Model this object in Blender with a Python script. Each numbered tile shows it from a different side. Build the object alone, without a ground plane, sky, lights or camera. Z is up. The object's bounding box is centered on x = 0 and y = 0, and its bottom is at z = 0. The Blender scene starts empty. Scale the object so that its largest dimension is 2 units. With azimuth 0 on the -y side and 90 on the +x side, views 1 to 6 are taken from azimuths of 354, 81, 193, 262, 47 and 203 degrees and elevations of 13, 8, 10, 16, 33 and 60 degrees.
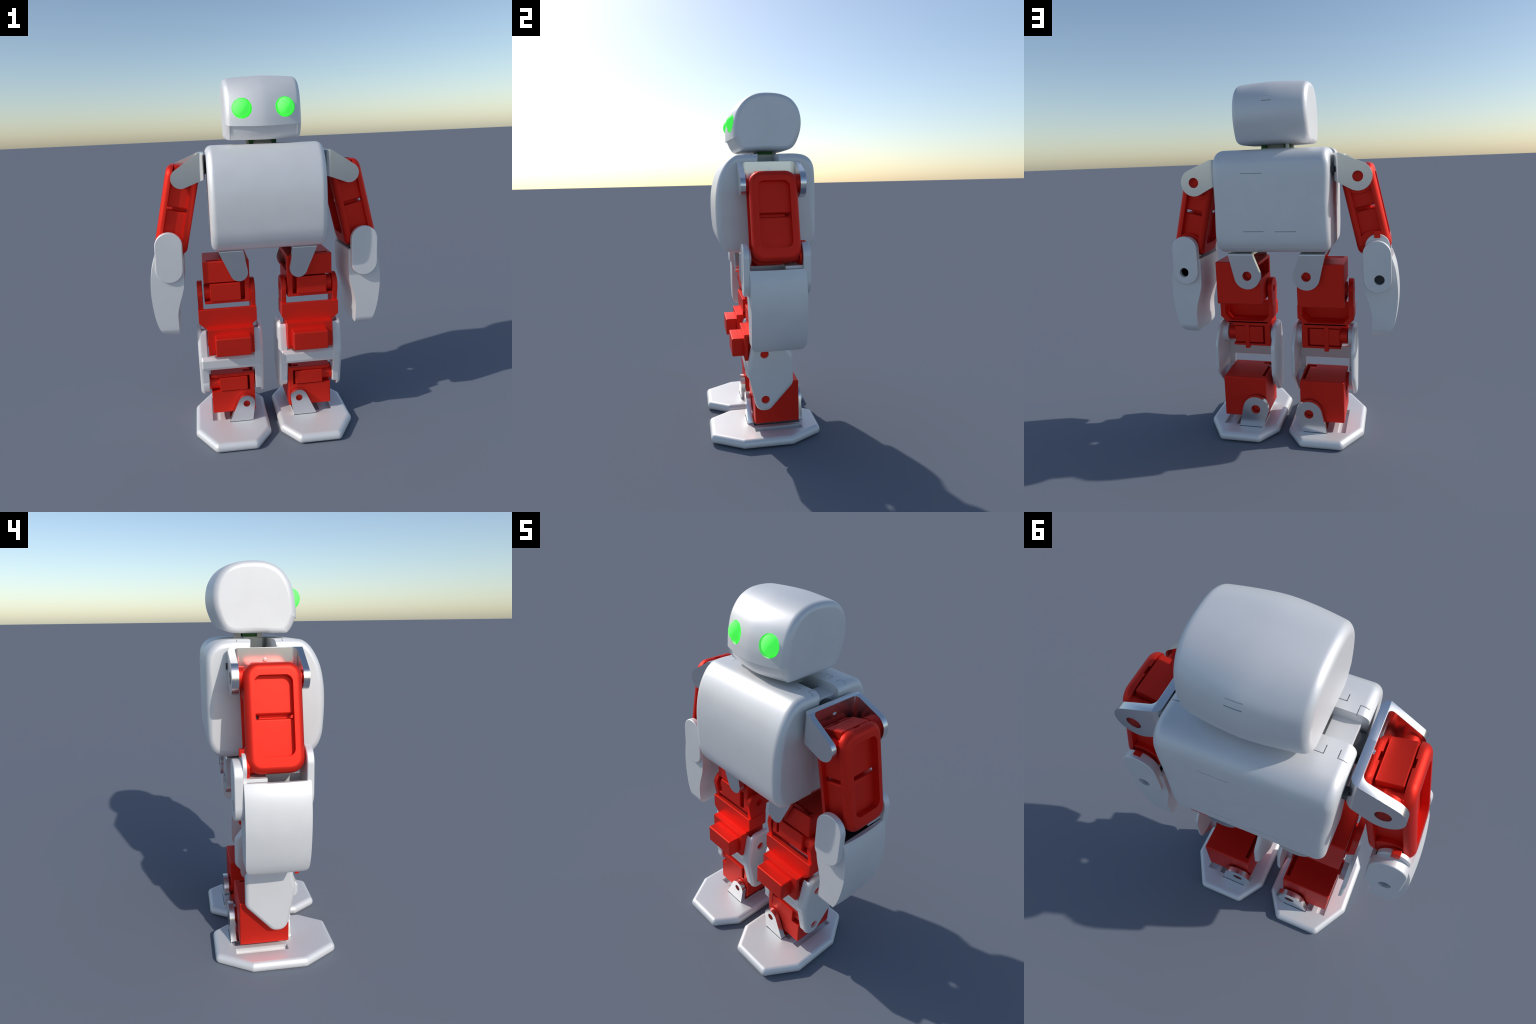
# Small humanoid robot: white moulded shells, red servo bodies, bright metal
# joint brackets, green glowing eyes.  Front looks along -y.
import bpy, bmesh, math
from mathutils import Vector, Matrix

CENTER = 0.004          # symmetry plane of the body
HEAD_CENTER = 0.009

# ----------------------------------------------------------------- materials
def material(name, color, rough=0.5, metallic=0.0, spec=0.5, coat=0.0,
             emission=None, strength=0.0, grain=0.015):
    m = bpy.data.materials.new(name)
    m.use_nodes = True
    nt = m.node_tree
    b = nt.nodes["Principled BSDF"]
    b.inputs["Roughness"].default_value = rough
    b.inputs["Metallic"].default_value = metallic
    b.inputs["Specular IOR Level"].default_value = spec
    b.inputs["Coat Weight"].default_value = coat
    b.inputs["Coat Roughness"].default_value = 0.25
    tc = nt.nodes.new("ShaderNodeTexCoord")
    nz = nt.nodes.new("ShaderNodeTexNoise")
    nz.inputs["Scale"].default_value = 9.0
    nz.inputs["Detail"].default_value = 3.0
    nt.links.new(tc.outputs["Object"], nz.inputs["Vector"])
    ramp = nt.nodes.new("ShaderNodeValToRGB")
    lo = [c * (1 - grain) for c in color]
    hi = [min(1.0, c * (1 + grain)) for c in color]
    ramp.color_ramp.elements[0].position = 0.35
    ramp.color_ramp.elements[0].color = (*lo, 1)
    ramp.color_ramp.elements[1].position = 0.65
    ramp.color_ramp.elements[1].color = (*hi, 1)
    nt.links.new(nz.outputs["Fac"], ramp.inputs["Fac"])
    nt.links.new(ramp.outputs["Color"], b.inputs["Base Color"])
    if emission:
        b.inputs["Emission Color"].default_value = (*emission, 1)
        b.inputs["Emission Strength"].default_value = strength
    return m

WHITE = material("white_plastic", (0.765, 0.76, 0.755), 0.5, metallic=0.34)
RED = material("red_plastic", (0.80, 0.031, 0.017), 0.5, spec=0.25, metallic=0.65)
METAL = material("brushed_steel", (0.78, 0.78, 0.78), 0.24, metallic=1.0)
GREEN = material("glowing_green_lens", (0.20, 0.85, 0.20), 0.6, spec=0.1,
                 emission=(0.020, 0.64, 0.018), strength=1.0)
GREY = material("grey_neck_plastic", (0.60, 0.60, 0.55), 0.55)
DARK = material("dark_servo_plastic", (0.035, 0.035, 0.04), 0.5)
BOARD = material("green_circuit_board", (0.03, 0.16, 0.03), 0.6)

# ------------------------------------------------------------- mesh building
def finish(me, angle=35):
    """Smooth shading with hard creases; large flat faces keep their own normal."""
    me.shade_smooth()
    me.set_sharp_from_angle(angle=math.radians(angle))
    def setup(ob):
        mod = ob.modifiers.new("w", "WEIGHTED_NORMAL")
        mod.mode = "FACE_AREA"
        mod.weight = 80
        mod.keep_sharp = True
    return evaluated(me, setup)

def from_bm(bm):
    bmesh.ops.remove_doubles(bm, verts=bm.verts, dist=1e-6)
    bmesh.ops.recalc_face_normals(bm, faces=bm.faces)
    me = bpy.data.meshes.new("part")
    bm.to_mesh(me)
    bm.free()
    return me

def evaluated(me, setup):
    ob = bpy.data.objects.new("helper", me)
    bpy.context.scene.collection.objects.link(ob)
    extra = setup(ob) or []
    dg = bpy.context.evaluated_depsgraph_get()
    out = bpy.data.meshes.new_from_object(ob.evaluated_get(dg))
    bpy.data.objects.remove(ob)
    for e in extra:
        bpy.data.objects.remove(e)
    return out

def boolean(a, b, op="DIFFERENCE"):
    def setup(ob):
        h = bpy.data.objects.new("cutter", b)
        bpy.context.scene.collection.objects.link(h)
        mod = ob.modifiers.new("b", "BOOLEAN")
        mod.operation, mod.solver, mod.object = op, "EXACT", h
        return [h]
    return evaluated(a, setup)

def bevel(me, width, segments=3, angle=40):
    def setup(ob):
        mod = ob.modifiers.new("v", "BEVEL")
        mod.width, mod.segments = width, segments
        mod.limit_method = "ANGLE"
        mod.angle_limit = math.radians(angle)
        mod.use_clamp_overlap = True
    return evaluated(me, setup)

def join(*meshes):
    bm = bmesh.new()
    for m in meshes:
        bm.from_mesh(m)
    me = bpy.data.meshes.new("part")
    bm.to_mesh(me)
    bm.free()
    return me

AX = {"x": (1, 2, 0), "y": (0, 2, 1), "z": (0, 1, 2)}

def prism(outline, axis, lo, hi, edge=0.0, seg=3, angle=40):
    """Extrude a 2D outline (the two other axes, in order) along an axis."""
    i, j, k = AX[axis]
    bm = bmesh.new()
    rings = []
    for h in (lo, hi):
        ring = []
        for p in outline:
            v = [0, 0, 0]
            v[i], v[j], v[k] = p[0], p[1], h
            ring.append(bm.verts.new(v))
        rings.append(ring)
    n = len(outline)
    for a in range(n):
        b = (a + 1) % n
        bm.faces.new((rings[0][a], rings[0][b], rings[1][b], rings[1][a]))
    bm.faces.new(rings[0])
    bm.faces.new(rings[1])
    me = from_bm(bm)
    return bevel(me, edge, seg, angle) if edge else me

def rounded(points, seg=8):
    """Polygon with fillets: points (a, b, radius)."""
    out = []
    n = len(points)
    for k in range(n):
        p = Vector(points[k][:2])
        r = points[k][2] if len(points[k]) > 2 else 0
        if r <= 0:
            out.append(tuple(p))
            continue
        u = (Vector(points[k - 1][:2]) - p).normalized()
        w = (Vector(points[(k + 1) % n][:2]) - p).normalized()
        half = math.acos(max(-1, min(1, u.dot(w)))) / 2
        d = r / math.tan(half)
        c = p + (u + w).normalized() * (r / math.sin(half))
        a0 = p + u * d - c
        a1 = p + w * d - c
        t0, t1 = math.atan2(a0.y, a0.x), math.atan2(a1.y, a1.x)
        dt = (t1 - t0 + math.pi) % (2 * math.pi) - math.pi
        for s in range(seg + 1):
            t = t0 + dt * s / seg
            out.append((c.x + r * math.cos(t), c.y + r * math.sin(t)))
    return out

def rrect(a0, a1, b0, b1, r):
    return rounded([(a0, b0, r), (a1, b0, r), (a1, b1, r), (a0, b1, r)])

def circle(a, b, r, n=40):
    return [(a + r * math.cos(2 * math.pi * k / n),
             b + r * math.sin(2 * math.pi * k / n)) for k in range(n)]

def hull(points):
    pts = sorted(set(points))
    def half(ps):
        h = []
        for p in ps:
            while len(h) > 1 and ((h[-1][0] - h[-2][0]) * (p[1] - h[-2][1])
                                  - (h[-1][1] - h[-2][1]) * (p[0] - h[-2][0])) <= 1e-10:
                h.pop()
            h.append(p)
        return h
    lo, up = half(pts), half(pts[::-1])
    return lo[:-1] + up[:-1]

def box(x0, x1, y0, y1, z0, z1, edge=0.004, seg=2):
    return prism([(x0, y0), (x1, y0), (x1, y1), (x0, y1)], "z", z0, z1, edge, seg)

def cyl(axis, a, b, r, lo, hi, edge=0.0, n=40):
    return prism(circle(a, b, r, n), axis, lo, hi, edge, 2)

def smooth_closed(ctrl, per=8):
    """Closed Catmull-Rom through control points; a third value 1 = hard corner."""
    n = len(ctrl)
    out = []
    for k in range(n):
        p0, p1, p2, p3 = (Vector(ctrl[(k + d) % n][:2]) for d in (-1, 0, 1, 2))
        if len(ctrl[k]) > 2:
            p0 = p1 * 2 - p2
        if len(ctrl[(k + 1) % n]) > 2:
            p3 = p2 * 2 - p1
        for s in range(per):
            t = s / per
            q = 0.5 * ((2 * p1) + (p2 - p0) * t + (2 * p0 - 5 * p1 + 4 * p2 - p3) * t * t
                       + (3 * p1 - p0 - 3 * p2 + p3) * t ** 3)
            out.append((q.x, q.y))
    return out

def outward(profile):
    area = sum(a[0] * b[1] - b[0] * a[1] for a, b in zip(profile, profile[1:] + profile[:1]))
    s = 1 if area > 0 else -1
    n = len(profile)
    res = []
    for k in range(n):
        t = Vector(profile[(k + 1) % n]) - Vector(profile[k - 1])
        v = Vector((t.y, -t.x)) * s
        res.append(v.normalized())
    return res

def shell_loft(profile, half, fillet, heart, bulge=None, mid=12, seg=8):
    """Loft a yz profile across x; the ends round off towards the profile's heart."""
    nrm = outward(profile)
    stations = []
    for s in range(seg + 1):
        a = math.pi / 2 * (1 - s / seg)
        stations.append((-(half - fillet) - fillet * math.sin(a), fillet * (1 - math.cos(a))))
    inner = half - fillet
    for s in range(1, mid):
        stations.append((-inner + 2 * inner * s / mid, 0.0))
    stations += [(-x, i) for x, i in reversed(stations[:seg + 1])]
    bm = bmesh.new()
    rings = []
    for x, inset in stations:
        ring = []
        for p, nv in zip(profile, nrm):
            dy, dz = bulge(x / half, p, nv) if bulge else (0.0, 0.0)
            q = Vector((p[0] + dy, p[1] + dz))
            r = Vector(heart) - q
            q += r.normalized() * inset
            ring.append(bm.verts.new((x, q.x, q.y)))
        rings.append(ring)
    n = len(profile)
    for r0, r1 in zip(rings, rings[1:]):
        for k in range(n):
            bm.faces.new((r0[k], r0[(k + 1) % n], r1[(k + 1) % n], r1[k]))
    bm.faces.new(rings[0])
    bm.faces.new(rings[-1])
    return from_bm(bm)

def inset_polygon(points, d):
    """Move every side of a convex polygon inwards by d."""
    n = len(points)
    area = sum(points[k][0] * points[(k + 1) % n][1] - points[(k + 1) % n][0] * points[k][1] for k in range(n))
    sg = 1 if area > 0 else -1
    lines = []
    for k in range(n):
        p, q = Vector(points[k]), Vector(points[(k + 1) % n])
        t = (q - p).normalized()
        nv = Vector((-t.y, t.x)) * sg
        lines.append((p + nv * d, t))
    out = []
    for k in range(n):
        (p, t), (q, u) = lines[k - 1], lines[k]
        cr = t.x * u.y - t.y * u.x
        w = q - p
        out.append(tuple(p + t * ((w.x * u.y - w.y * u.x) / cr)))
    return out

def cushion(points, radii, axis, lo, hi, r_lo, r_hi, seg=6, cseg=7):
    """Convex polygon slab with rounded corners and rounded rims."""
    i, j, k = AX[axis]
    levels = []
    for s in range(seg + 1):
        a = math.pi / 2 * s / seg
        levels.append((lo + r_lo * (1 - math.cos(a)), r_lo * (1 - math.sin(a))))
    for s in range(seg + 1):
        a = math.pi / 2 * (1 - s / seg)
        levels.append((hi - r_hi * (1 - math.cos(a)), r_hi * (1 - math.sin(a))))
    bm = bmesh.new()
    rings = []
    for h, d in levels:
        poly = inset_polygon(points, d)
        line = rounded([(p[0], p[1], max(0.003, r - d)) for p, r in zip(poly, radii)], cseg)
        ring = []
        for p in line:
            v = [0, 0, 0]
            v[i], v[j], v[k] = p[0], p[1], h
            ring.append(bm.verts.new(v))
        rings.append(ring)
    n = len(rings[0])
    for r0, r1 in zip(rings, rings[1:]):
        for m in range(n):
            bm.faces.new((r0[m], r0[(m + 1) % n], r1[(m + 1) % n], r1[m]))
    bm.faces.new(rings[0])
    bm.faces.new(rings[-1])
    return from_bm(bm)

def mirrored(me):
    m = me.copy()
    m.transform(Matrix.Scale(-1, 4, (1, 0, 0)))
    m.flip_normals()
    return m

# ------------------------------------------------------------------- objects
root = bpy.data.objects.new("humanoid_robot", None)
bpy.context.scene.collection.objects.link(root)
root["label"] = "small standing humanoid robot, white shells, red servos, green eyes"
root["category"] = "toy robot"

def add(name, me, mat, parent=root, offset=(0, 0, 0), angle=35):
    me = finish(me, angle)
    ob = bpy.data.objects.new(name, me)
    me.name = name
    me.materials.clear()
    me.materials.append(mat)
    bpy.context.scene.collection.objects.link(ob)
    ob.parent = parent
    ob.location = offset
    return ob

def pair(name, me, mat, children=(), shift_left=(0, 0, 0), shift_right=(0, 0, 0), center=CENTER):
    """Part on the +x side and its mirror image, with child pieces."""
    obs = []
    for flip, shift in ((False, shift_left), (True, shift_right)):
        m = mirrored(me) if flip else me
        ob = add(name, m, mat, root, (center + shift[0], shift[1], shift[2]))
        for cname, cme, cmat, *own in children:
            off = (0, 0, 0)
            if own:
                off = own[0][1 if flip else 0]
            add(cname, mirrored(cme) if flip else cme, cmat, ob, off)
        obs.append(ob)
    return obs

# ---------------------------------------------------------------------- head
FACE_EDGE = 1.7425
head_profile = smooth_closed([
    (-0.119, FACE_EDGE, 1), (-0.1165, 1.800), (-0.106, 1.861), (-0.085, 1.912), (-0.046, 1.957),
    (0.010, 1.983), (0.078, 1.989), (0.150, 1.981), (0.207, 1.955), (0.245, 1.906),
    (0.2605, 1.845), (0.257, 1.785), (0.239, 1.730), (0.219, 1.695), (0.196, 1.678),
    (0.150, 1.671), (0.050, 1.670), (-0.040, 1.670), (-0.078, 1.672, 1), (-0.0925, 1.687), (-0.105, 1.708),
    (-0.1170, FACE_EDGE - 0.003, 1)], 6)
HEAD_HALF = 0.200

def head_bulge(u, p, n):
    """Face and back of the head bow out towards the middle."""
    rise = max(0.0, 1 - abs(u) ** 1.62)
    low = max(0.0, min(1.0, (1.95 - p[1]) / 0.20))
    dy = (-(0.034 + 0.006 * low) * max(0.0, -n.x) + 0.028 * max(0.0, n.x)) * rise
    dz = 0.011 * max(0.0, n.y) * rise
    if p[0] < -0.06 and p[1] < FACE_EDGE + 0.03:
        w = 1 - abs(p[1] - FACE_EDGE) / 0.07
        dy = -0.0395 * rise
        dz = -0.008 * rise * max(0.65, w)
        if p[1] < FACE_EDGE - 0.0005 and abs(u) < 0.875:
            dy += 0.008      # chin panel sits back from the face edge
    return dy, dz

head_me = shell_loft(head_profile, HEAD_HALF, 0.027, (0.07, 1.83), head_bulge, mid=36)
for s in (-1, 1):
    head_me = boolean(head_me, cyl("y", s * 0.1115, 1.826, 0.051, -0.3, -0.10))
for z in (1.885, 1.906):
    head_me = boolean(head_me, box(-0.022, 0.030, 0.270, 0.330, z - 0.0018, z + 0.0018, 0))
head = add("head", head_me, WHITE, root, (HEAD_CENTER, 0, 0), 24)

def dome(r, depth, y):
    bm = bmesh.new()
    bmesh.ops.create_uvsphere(bm, u_segments=48, v_segments=24, radius=1)
    bmesh.ops.delete(bm, geom=[v for v in bm.verts if v.co.z < -0.25], context="VERTS")
    bmesh.ops.holes_fill(bm, edges=[e for e in bm.edges if e.is_boundary])
    for v in bm.verts:
        v.co = Vector((v.co.x * r, y - v.co.z * depth, v.co.y * r))
    return from_bm(bm)

for s in (-1, 1):
    e = dome(0.0495, 0.048, -0.113)
    e.transform(Matrix.Translation((s * 0.1115, 0, 1.826)))
    add("eye", e, GREEN, head)

# ---------------------------------------------------------------------- neck
neck = add("neck", join(box(-0.078, 0.090, 0.020, 0.116, 1.59, 1.652, 0.003),
                        box(-0.038, 0.062, 0.030, 0.085, 1.645, 1.70, 0.003),
                        box(-0.078, -0.064, 0.020, 0.045, 1.645, 1.70, 0.002),
                        box(-0.072, -0.058, 0.125, 0.16, 1.62, 1.70, 0.002)),
           GREY, root, (CENTER, 0, 0))
add("circuit_board", join(box(-0.064, -0.038, 0.020, 0.112, 1.640, 1.70, 0.001),
                          box(0.062, 0.088, 0.020, 0.112, 1.640, 1.70, 0.001),
                          box(-0.064, 0.080, 0.108, 0.113, 1.640, 1.650, 0.001)), BOARD, neck)

# --------------------------------------------------------------------- torso
front_profile = smooth_closed([
    (-0.004, 1.645, 1), (-0.100, 1.645), (-0.147, 1.633), (-0.187, 1.593), (-0.222, 1.525),
    (-0.242, 1.440), (-0.248, 1.350), (-0.245, 1.250), (-0.236, 1.180), (-0.210, 1.126),
    (-0.165, 1.101), (-0.004, 1.098, 1)], 8)
torso_me = shell_loft(front_profile, 0.3085, 0.036, (-0.06, 1.37))
back_profile = smooth_closed([
    (0.107, 1.645, 1), (0.210, 1.645), (0.268, 1.632), (0.303, 1.597), (0.316, 1.540),
    (0.318, 1.400), (0.317, 1.200), (0.305, 1.140), (0.275, 1.108), (0.225, 1.099),
    (0.107, 1.098, 1)], 8)
back_me = shell_loft(back_profile, 0.3085, 0.038, (0.16, 1.37))
for x0, x1, z in ((0.035, 0.148, 1.523), (0.037, 0.150, 1.220), (-0.137, -0.022, 1.219)):
    back_me = boolean(back_me, box(x0, x1, 0.30, 0.33, z - 0.0012, z + 0.0012, 0))
# latch seams on the top edges of both shells
def seam(me, x0, x1, y0, y1):
    return boolean(me, box(x0, x1, y0, y1, 1.636, 1.66, 0))
for s in (-1, 1):
    for a, b in ((0.177, 0.217), (0.262, 0.30)):
        x0, x1 = sorted((s * a, s * b))
        torso_me = seam(torso_me, x0, x1, -0.041, -0.037)
        back_me = seam(back_me, x0, x1, 0.169, 0.172)
    for a in (0.217, 0.262):
        xa, xb = sorted((s * a, s * (a + 0.003)))
        torso_me = seam(torso_me, xa, xb, -0.068 if a < 0.25 else -0.037, -0.037 if a < 0.25 else 0.0)
        back_me = seam(back_me, xa, xb, 0.138, 0.172)
TORSO_CENTER = 0.008
torso = add("torso", torso_me, WHITE, root, (TORSO_CENTER, 0, 0), 40)
add("back_shell", back_me, WHITE, torso, angle=40)
add("inner_frame", join(box(-0.283, 0.303, -0.050, 0.140, 1.120, 1.560, 0.006),
                        *[box(*sorted((s * 0.19, s * 0.285)), -0.03, 0.112, 1.550, 1.604, 0.004)
                          for s in (-1, 1)]), WHITE, torso)
add("dark_opening_plate", box(-0.17, 0.17, 0.0, 0.100, 1.552, 1.566, 0.001), DARK, torso)  # flat dark plate in the gap between the two shells
add("joint_servo", join(*[cyl("x", 0.047, 1.545, 0.052, s * 0.305 - 0.022, s * 0.305 + 0.022, 0.003)
                          for s in (-1, 1)],
                        *[box(*sorted((s * 0.300, s * 0.325)), 0.19, 0.225, 1.515, 1.545, 0.003)
                          for s in (-1, 1)]), DARK, torso)

# ----------------------------------------------------------- shoulder bracket
ARM_CENTER = 0.0105
SH = Vector((0.449, 0.0, 1.485))
def u_bracket(plan, plan_axis, lo, hi, front, back, split, cut_axis, holes):
    body = prism(plan, plan_axis, lo, hi, 0)
    a = prism(front, cut_axis, -0.4, split + 0.001)
    b = prism(back, cut_axis, split, 0.5)
    cutter = boolean(a, b, "UNION")
    me = boolean(body, cutter, "INTERSECT")
    for h in holes:
        me = boolean(me, h)
    return bevel(me, 0.0025, 2, 40)

plan = rounded([(0.322, -0.126, 0.030), (0.60, -0.126), (0.60, -0.098), (0.352, -0.098, 0.022),
                (0.352, 0.184, 0.022), (0.60, 0.184), (0.60, 0.215), (0.322, 0.215, 0.030)])
base_side = [(0.30, 1.606), (0.350, 1.606), (0.350, 1.480), (0.30, 1.480)]
sb = u_bracket(plan, "z", 1.35, 1.65,
               hull(base_side + circle(SH.x, SH.z - 0.005, 0.052)),
               hull(base_side + circle(SH.x, SH.z, 0.074)), 0.04, "y",
               [cyl("y", SH.x, SH.z, 0.028, 0.15, 0.3)])
LEFT_ARM, RIGHT_ARM = (0, 0, -0.006), (0, 0.005, 0.006)
pair("shoulder_bracket", sb, METAL,
     [("bolt", cyl("x", 0.047, 1.552, 0.010, 0.345, 0.358, 0.003, 20), METAL)],
     LEFT_ARM, RIGHT_ARM, ARM_CENTER)

# ------------------------------------------------------------------ upper arm
TILT = math.radians(13.0)
arm = Matrix.Translation(SH) @ Matrix.Rotation(-TILT, 4, "Y")
W0, W1, Y0, Y1, TOP, BOT = -0.096, 0.084, -0.086, 0.168, 0.056, -0.418

# full rounded shell, then opened between the two side frames
pod = bevel(prism(rrect(Y0, Y1, BOT, TOP, 0.064), "x", W0, W1), 0.032, 6)
pod = boolean(pod, box(W0 + 0.037, W1 - 0.037, -0.2, 0.3, -0.6, 0.2, 0))
pod = boolean(pod, prism(rrect(-0.042, 0.124, -0.345, 0.0, 0.032), "x", -0.3, 0.3))
for z in (TOP,):
    for w in (W0 + 0.030, W1 - 0.042):
        pod = boolean(pod, box(w, w + 0.012, 0.015, 0.052, z - 0.03, z + 0.02, 0))
servo_up = box(-0.066, 0.052, -0.066, 0.140, -0.166, 0.022, 0.010, 3)
servo_top = box(-0.052, 0.042, -0.052, 0.128, -0.05, 0.059, 0.006)
servo_lo = box(-0.066, 0.052, -0.066, 0.140, -0.386, -0.182, 0.010, 3)
spine = join(box(-0.05, 0.02, -0.03, 0.10, -0.19, -0.155, 0))
ELBOW = -0.388
plates = []
for zc in (0.0, ELBOW):
    disc = cyl("y", -0.006, zc, 0.092, 0.138, 0.163, 0, 56)
    disc = boolean(disc, box(W0 + 0.036, W1 - 0.036, 0, 0.3, max(zc - 0.2, BOT + 0.03), min(zc + 0.2, 0.030), 0), "INTERSECT")
    disc = boolean(disc, prism(circle(-0.006, zc, 0.036), "y", 0.150, 0.3))
    plates.append(bevel(disc, 0.0015, 1))
    plates.append(cyl("y", -0.006, zc, 0.032, 0.13, 0.172, 0.002))
horn = cyl("y", 0.0, 0.0, 0.050, 0.155, 0.187, 0.002)
horn_front = cyl("y", 0.0, -0.004, 0.034, -0.10, -0.06, 0.002)
def to_arm(me):
    me.transform(arm)
    return me
pair("upper_arm", to_arm(pod), RED,
     [("servo", to_arm(join(servo_up, servo_top)), RED), ("servo", to_arm(servo_lo), RED),
      ("servo_core", to_arm(spine), RED),
      ("rear_plate", to_arm(join(*plates, horn, horn_front)), RED)],
     LEFT_ARM, RIGHT_ARM, ARM_CENTER)

# -------------------------------------------------------------------- forearm
fore_outline = smooth_closed([
    (0.612, 1.046, 1), (0.629, 0.985), (0.638, 0.915), (0.640, 0.840), (0.634, 0.770),
    (0.622, 0.700), (0.605, 0.648), (0.585, 0.615), (0.558, 0.604), (0.512, 0.604), (0.500, 0.612),
    (0.499, 0.660), (0.500, 0.730), (0.488, 0.790), (0.470, 0.850), (0.460, 0.910), (0.458, 1.046, 1)], 7)

def bowed_prism(outline, y0, y1, bow, n=14):
    """Extrude along y while the outer side bows outwards midway."""
    bm = bmesh.new()
    rings = []
    for k in range(n + 1):
        y = y0 + (y1 - y0) * k / n
        t = 2 * k / n - 1
        lift = bow * (1 - t * t)
        rings.append([bm.verts.new((x + lift * max(0.0, min(1.0, (x - 0.54) / 0.07)), y, z)) for x, z in outline])
    m = len(outline)
    for r0, r1 in zip(rings, rings[1:]):
        for k in range(m):
            bm.faces.new((r0[k], r0[(k + 1) % m], r1[(k + 1) % m], r1[k]))
    bm.faces.new(rings[0])
    bm.faces.new(rings[-1])
    return from_bm(bm)

fore = bowed_prism(fore_outline, -0.103, 0.190, 0.010)
fore = boolean(fore, prism(rounded([(-0.12, 1.2), (0.21, 1.2), (0.19, 0.604 + 0.1), (0.188, 0.601, 0.055),
                                    (-0.101, 0.601, 0.045), (-0.103, 0.704)], 10), "x", 0.3, 0.8), "INTERSECT")
fore = boolean(fore, box(0.474, 0.602, -0.088, 0.175, 0.86, 1.2, 0))
fore = bevel(fore, 0.003, 2, 50)
ELX, ELZ, LOZ = 0.541, 1.106, 0.976
pad_line = hull(circle(ELX, ELZ, 0.074, 48) + circle(ELX, LOZ, 0.074, 48))
pad_front = prism(pad_line, "y", -0.134, -0.101, 0.006, 3)
pad_back = boolean(prism(pad_line, "y", 0.190, 0.231, 0.005, 3), cyl("y", ELX + 0.01, LOZ - 0.004, 0.027, 0.16, 0.3))
hub = join(cyl("y", ELX, ELZ, 0.064, 0.174, 0.192, 0.002), cyl("y", ELX, ELZ, 0.045, -0.103, -0.09, 0.002),
           box(ELX - 0.05, ELX + 0.055, 0.085, 0.205, 1.045, 1.062, 0.002))
clip = join(box(ELX - 0.016, ELX + 0.016, 0.176, 0.200, ELZ + 0.045, ELZ + 0.078, 0.002),
            cyl("y", ELX, ELZ, 0.056, 0.160, 0.174, 0.002))
dark_disc = cyl("y", ELX + 0.01, LOZ - 0.004, 0.0265, 0.185, 0.206)
fore_parts = [fore, pad_front, pad_back, hub, clip, dark_disc,
              box(0.482, 0.594, -0.084, 0.170, 0.85, 0.965, 0.004)]
def forearm(parts, center, offsets):
    body, front, back, hub_, clip_, dark_disc_, servo_ = parts
    ob = add("forearm", body, WHITE, root, center)
    add("elbow_pad", front, WHITE, ob, offsets[0])
    add("elbow_pad", back, WHITE, ob, offsets[1])
    add("dark_hole_disc", dark_disc_, DARK, ob, offsets[1])
    add("elbow_hub", hub_, WHITE, ob)
    add("elbow_clip", clip_, RED, ob)
    add("forearm_servo", servo_, DARK, ob)
# the other forearm swings out a little more and hangs a little higher
swing = (Matrix.Translation((ELX, 0, ELZ)) @ Matrix.Rotation(math.radians(-1.6), 4, "Y")
         @ Matrix.Translation((-ELX, 0, -ELZ)))
other = []
for m in fore_parts:
    m = m.copy()
    m.transform(swing)
    other.append(mirrored(m))
forearm(fore_parts, (0.002, 0, 0), ((0, 0, 0), (0, -0.016, 0)))
forearm(other, (0.004, 0, 0.016), ((0.007, 0.016, 0.010), (0.003, 0, -0.040)))

# --------------------------------------------------------- hip, ankle brackets
def leg_bracket(axis_x, axis_z, base_z, up, y_front, y_back, base_x0=0.126, base_x1=0.256):
    t = 0.028
    d = 1 if up else -1          # direction from base to pivot
    b0, b1 = (base_z, base_z + d * 0.014)
    ends = axis_z + d * 0.15
    plan = rounded([(y_front, b0, 0.012), (y_front, ends), (y_front + t, ends), (y_front + t, b1, 0.012),
                    (y_back - t, b1, 0.012), (y_back - t, ends), (y_back, ends), (y_back, b0, 0.012)])
    foot = [(base_x0, b0 - d * 0.01), (base_x1, b0 - d * 0.01), (base_x1, b0 + d * 0.016), (base_x0, b0 + d * 0.016)]
    return u_bracket(plan, "x", 0.0, 0.4,
                     hull(foot + circle(axis_x, axis_z, 0.049)),
                     hull(foot + circle(axis_x, axis_z, 0.075)), 0.06, "y",
                     [cyl("y", axis_x, axis_z, 0.0265, 0.15, 0.3)] +
                     ([cyl("y", axis_x, axis_z, 0.020, -0.2, -0.05)] if up else []))

HIP_CENTER, ANKLE_CENTER = 0.0075, 0.0025
HIP_X, HIP_Z = 0.166, 0.960
ANK_X, ANK_Z = 0.156, 0.164
hip_hanger = box(0.155, 0.255, -0.040, 0.150, 1.082, 1.102, 0.003)
pair("hip_bracket", leg_bracket(HIP_X, HIP_Z, 1.090, False, -0.110, 0.232, 0.140, 0.270), METAL,
     [("hip_hanger", hip_hanger, METAL)], center=HIP_CENTER)
pair("ankle_bracket", leg_bracket(ANK_X, ANK_Z, 0.046, True, -0.098, 0.234), METAL,
     shift_left=(0, 0, 0.003), shift_right=(0, 0, -0.003), center=ANKLE_CENTER)

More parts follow.
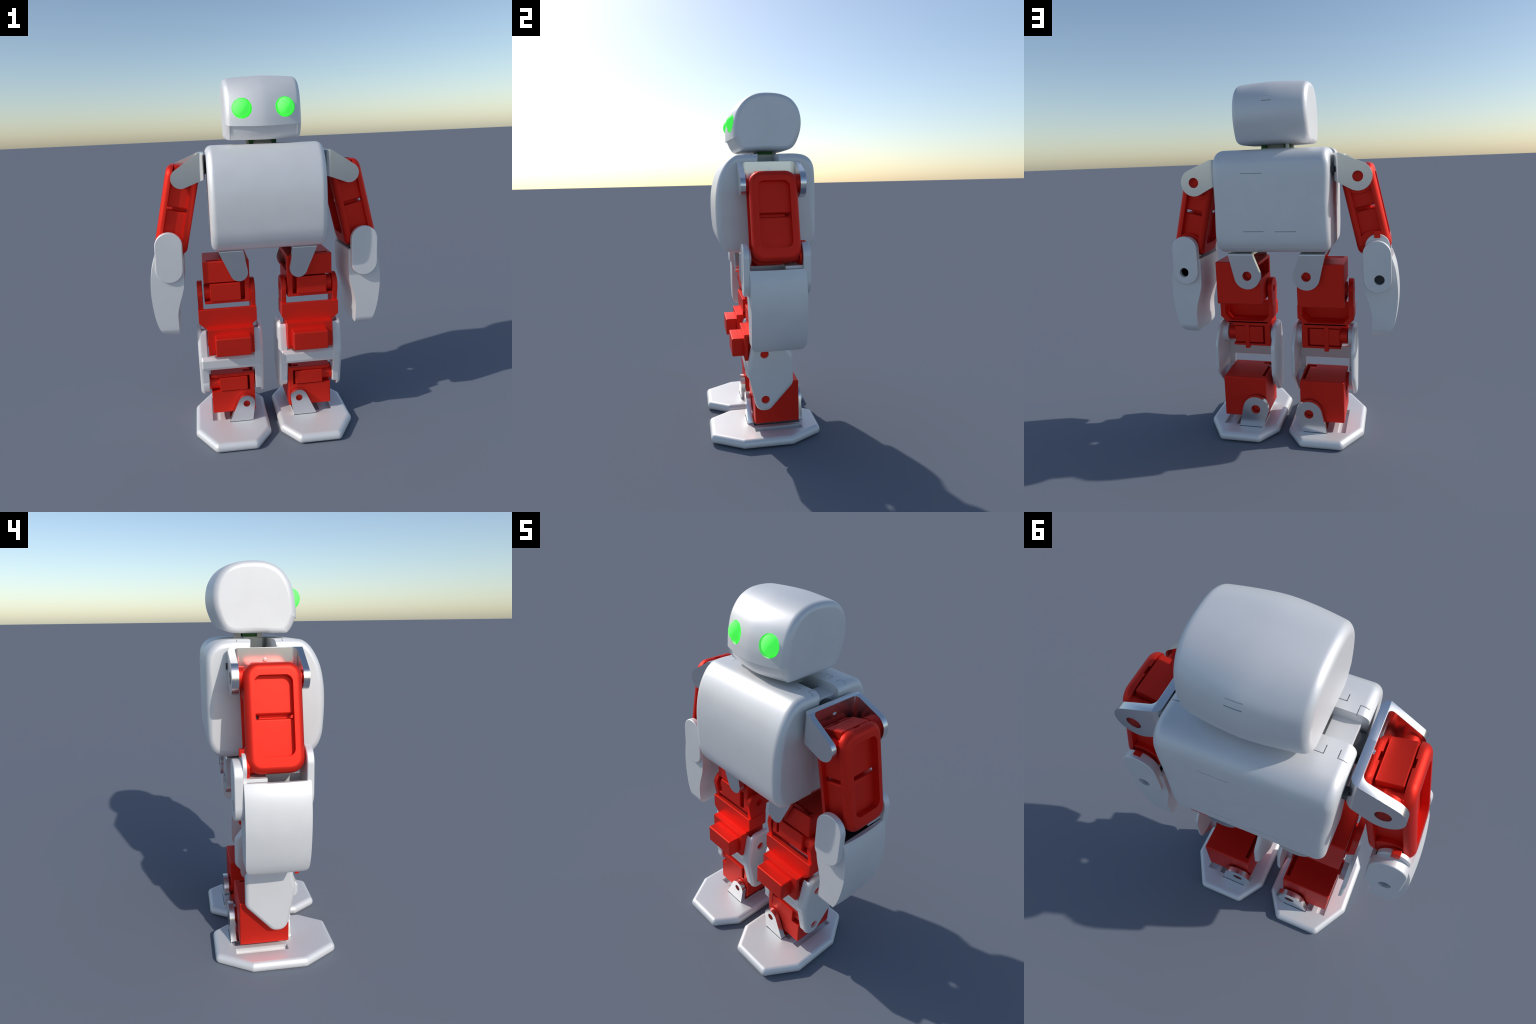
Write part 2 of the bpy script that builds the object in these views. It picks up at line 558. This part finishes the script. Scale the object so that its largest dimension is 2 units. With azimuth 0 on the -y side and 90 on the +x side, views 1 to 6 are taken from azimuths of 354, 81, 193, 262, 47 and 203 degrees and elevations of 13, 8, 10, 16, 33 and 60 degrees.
# ------------------------------------------------------------------------ hip
hip = box(0.106, 0.365, -0.066, 0.186, 0.785, 1.030, 0.006, 3)
hip = boolean(hip, box(0.136, 0.40, -0.2, 0.00, 0.801, 0.910, 0))      # window for the pitch servo
hip = boolean(hip, box(0.340, 0.40, -0.2, 0.15, 0.80, 0.910, 0))
hip = boolean(hip, box(0.136, 0.345, -0.052, -0.020, 0.99, 1.05, 0))    # slot behind the front wall
hip = boolean(hip, box(0.09, 0.335, -0.036, 0.165, 0.928, 1.014, 0))    # open towards the other leg
hip = boolean(hip, box(0.09, 0.150, 0.10, 0.25, 0.928, 1.014, 0))
hip = boolean(hip, cyl("y", HIP_X, HIP_Z, 0.058, 0.10, 0.3))
hip = bevel(hip, 0.0015, 1, 60)
hip_servo = join(box(0.160, 0.332, -0.074, 0.060, 0.802, 0.903, 0.005),
                 cyl("x", -0.012, 0.845, 0.046, 0.325, 0.366, 0.003),
                 cyl("y", HIP_X, HIP_Z, 0.030, 0.12, 0.190, 0.002),
                 cyl("y", HIP_X, HIP_Z, 0.034, -0.070, -0.03, 0.002))
pair("hip_joint", hip, RED, [("servo", hip_servo, RED),
                             ("servo_core", cyl("x", -0.005, 0.838, 0.04, 0.100, 0.119, 0.002), RED)],
     (0, 0, -0.001), (0, 0, -0.009), HIP_CENTER)

# ---------------------------------------------------------------------- thigh
ARM_PIV = (-0.002, 0.836)
cradle = rounded([(0.072, 0.747), (0.402, 0.747), (0.402, 0.668), (0.360, 0.628), (0.114, 0.628), (0.072, 0.668)])
inner_cut = [(0.102, 0.90), (0.372, 0.90), (0.372, 0.676), (0.340, 0.645), (0.134, 0.645), (0.102, 0.676)]
thigh = prism(cradle, "y", -0.074, 0.050)
thigh = boolean(thigh, prism(inner_cut, "y", -0.050, 0.2))
side = hull([(-0.072, 0.74), (0.050, 0.74)] + circle(ARM_PIV[0] - 0.008, ARM_PIV[1], 0.066))
side_slim = hull([(-0.058, 0.74), (0.050, 0.74)] + circle(ARM_PIV[0] - 0.006, ARM_PIV[1], 0.066))
arms = []
for x0, x1 in ((0.075, 0.102), (0.372, 0.400)):
    a = prism(side_slim, "x", x0, x1)
    a = boolean(a, cyl("x", ARM_PIV[0], ARM_PIV[1], 0.020, x0 + 0.012 if x0 > 0.2 else x0 - 0.01,
                       x1 + 0.01 if x0 > 0.2 else x1 - 0.012))
    arms.append(a)
thigh = join(bevel(thigh, 0.002, 1), *[bevel(a, 0.003, 2) for a in arms])
knee = box(0.096, 0.357, -0.115, 0.050, 0.487, 0.640, 0.003)
knee = boolean(knee, box(0.13, 0.34, 0.015, 0.2, 0.500, 0.612, 0))
knee = boolean(knee, box(0.325, 0.40, -0.095, 0.2, 0.480, 0.625, 0))
knee = bevel(knee, 0.0015, 1, 60)
knee_cap = box(0.119, 0.317, -0.182, -0.100, 0.503, 0.608, 0.007, 3)
knee_servo = join(box(0.142, 0.318, -0.05, 0.046, 0.505, 0.606, 0.005),
                  cyl("x", -0.010, 0.552, 0.047, 0.310, 0.362, 0.003),
                  cyl("x", -0.010, 0.552, 0.045, 0.092, 0.12, 0.003),
                  box(0.228, 0.254, -0.03, 0.053, 0.470, 0.625, 0.002))
pair("thigh", thigh, RED, [("knee_block", knee, RED), ("knee_cap", knee_cap, RED), ("servo", knee_servo, RED)])

# ----------------------------------------------------------------------- shin
shin_side = [(-0.070, 0.636, 0.05), (0.062, 0.636, 0.06), (0.152, 0.520, 0.06), (0.152, 0.352, 0.05),
             (0.014, 0.203, 0.050), (-0.058, 0.203, 0.050), (-0.106, 0.440, 0.08)]
def shin_plate(x0, x1, shift, pierced):
    """Pierced plates are rounded on their +x face, plain ones on their -x face."""
    pts = [(p[0] + shift, p[1]) for p in shin_side]
    rims = (0.004, 0.022) if pierced else (0.022, 0.004)
    me = cushion(pts, [p[2] for p in shin_side], "x", x0, x1, *rims)
    if pierced:      # thin shell: opened on its leg side behind the front wall
        me = boolean(me, box(x0 - 0.1, x1 - 0.022, -0.066 + shift, 0.4, 0.1, 0.8, 0))
        for z in (0.272, 0.538):
            me = boolean(me, cyl("x", -0.010, z, 0.024, x0 - 0.1, x1 + 0.1))
    else:
        me = boolean(me, box(x0 + 0.022, x1 + 0.1, -0.066 + shift, 0.4, 0.1, 0.8, 0))
    return me
def bosses(x0, x1):
    return join(cyl("x", -0.006, 0.276, 0.056, x0, x1, 0.003), cyl("x", -0.008, 0.552, 0.058, x0, x1, 0.003))
def pins(x):
    return join(*[cyl("x", -0.010, z, 0.0238, x - 0.002, x + 0.0395) for z in (0.272, 0.538)])
bar_line = rounded([(-0.101, 0.405, 0.010), (-0.101, 0.448, 0.010), (-0.088, 0.468), (-0.064, 0.468),
                    (-0.064, 0.385), (-0.090, 0.385)])
for side in (1, -1):
    # plates with pivot holes always face +x, plain ones face -x
    lo, hi = (0.364, 0.417) if side > 0 else (-0.097, -0.045)
    pierced = shin_plate(lo, hi, 0.0, True)
    plain = shin_plate(*((0.045, 0.097) if side > 0 else (-0.417, -0.364)), 0.017, False)
    bar = bevel(prism(bar_line, "x", 0.060, 0.402), 0.012, 4)
    if side < 0:
        bar = mirrored(bar)
    ob = add("shin", pierced, WHITE, root, (0.0035, 0, 0))
    add("side_plate", plain, WHITE, ob)
    add("shin_bar", bar, WHITE, ob)
    add("pivot_boss", join(bosses(lo + 0.002, lo + 0.0375),
                           bosses(*((0.0605, 0.095) if side > 0 else (-0.4015, -0.366)))), WHITE, ob)
    add("pivot_pin", pins(lo), RED, ob)

# ---------------------------------------------------------------------- ankle
ankle = box(0.101, 0.354, -0.064, 0.194, 0.100, 0.344, 0.006, 3)
ankle = boolean(ankle, box(0.130, 0.40, -0.2, 0.02, 0.236, 0.326, 0))
ankle = boolean(ankle, box(0.338, 0.40, -0.2, 0.08, 0.236, 0.330, 0))
ankle = boolean(ankle, box(0.110, 0.128, -0.045, 0.165, 0.30, 0.40, 0))
ankle = boolean(ankle, box(0.110, 0.165, -0.045, -0.02, 0.32, 0.40, 0))
ankle = boolean(ankle, cyl("y", ANK_X, ANK_Z, 0.060, 0.18, 0.3))
ankle = bevel(ankle, 0.0015, 1, 60)
ankle_servo = join(box(0.142, 0.305, -0.072, 0.06, 0.241, 0.322, 0.005),
                   cyl("x", -0.010, 0.280, 0.044, 0.300, 0.366, 0.003),
                   cyl("y", ANK_X, ANK_Z, 0.040, -0.072, 0.200, 0.002))
pair("ankle", ankle, RED, [("servo", ankle_servo, RED)], (0, 0, 0.001), (0, 0, -0.001), ANKLE_CENTER)

# ----------------------------------------------------------------------- foot
sole = [(0.116, -0.322), (0.350, -0.322), (0.459, -0.142), (0.459, 0.142), (0.350, 0.322),
        (0.116, 0.322), (0.027, 0.188), (0.027, -0.188)]
foot = cushion(sole, [0.030] * 8, "z", 0.0, 0.051, 0.018, 0.028)
foot = boolean(foot, box(0.314, 0.360, -0.064, 0.214, 0.028, 0.10, 0))
foot = boolean(foot, box(0.257, 0.285, -0.064, 0.214, 0.028, 0.10, 0))
foot = boolean(foot, box(0.124, 0.2585, -0.1003, 0.2363, 0.036, 0.10, 0))
pair("foot", foot, WHITE, shift_left=(0, 0, 0.005), center=0.002)
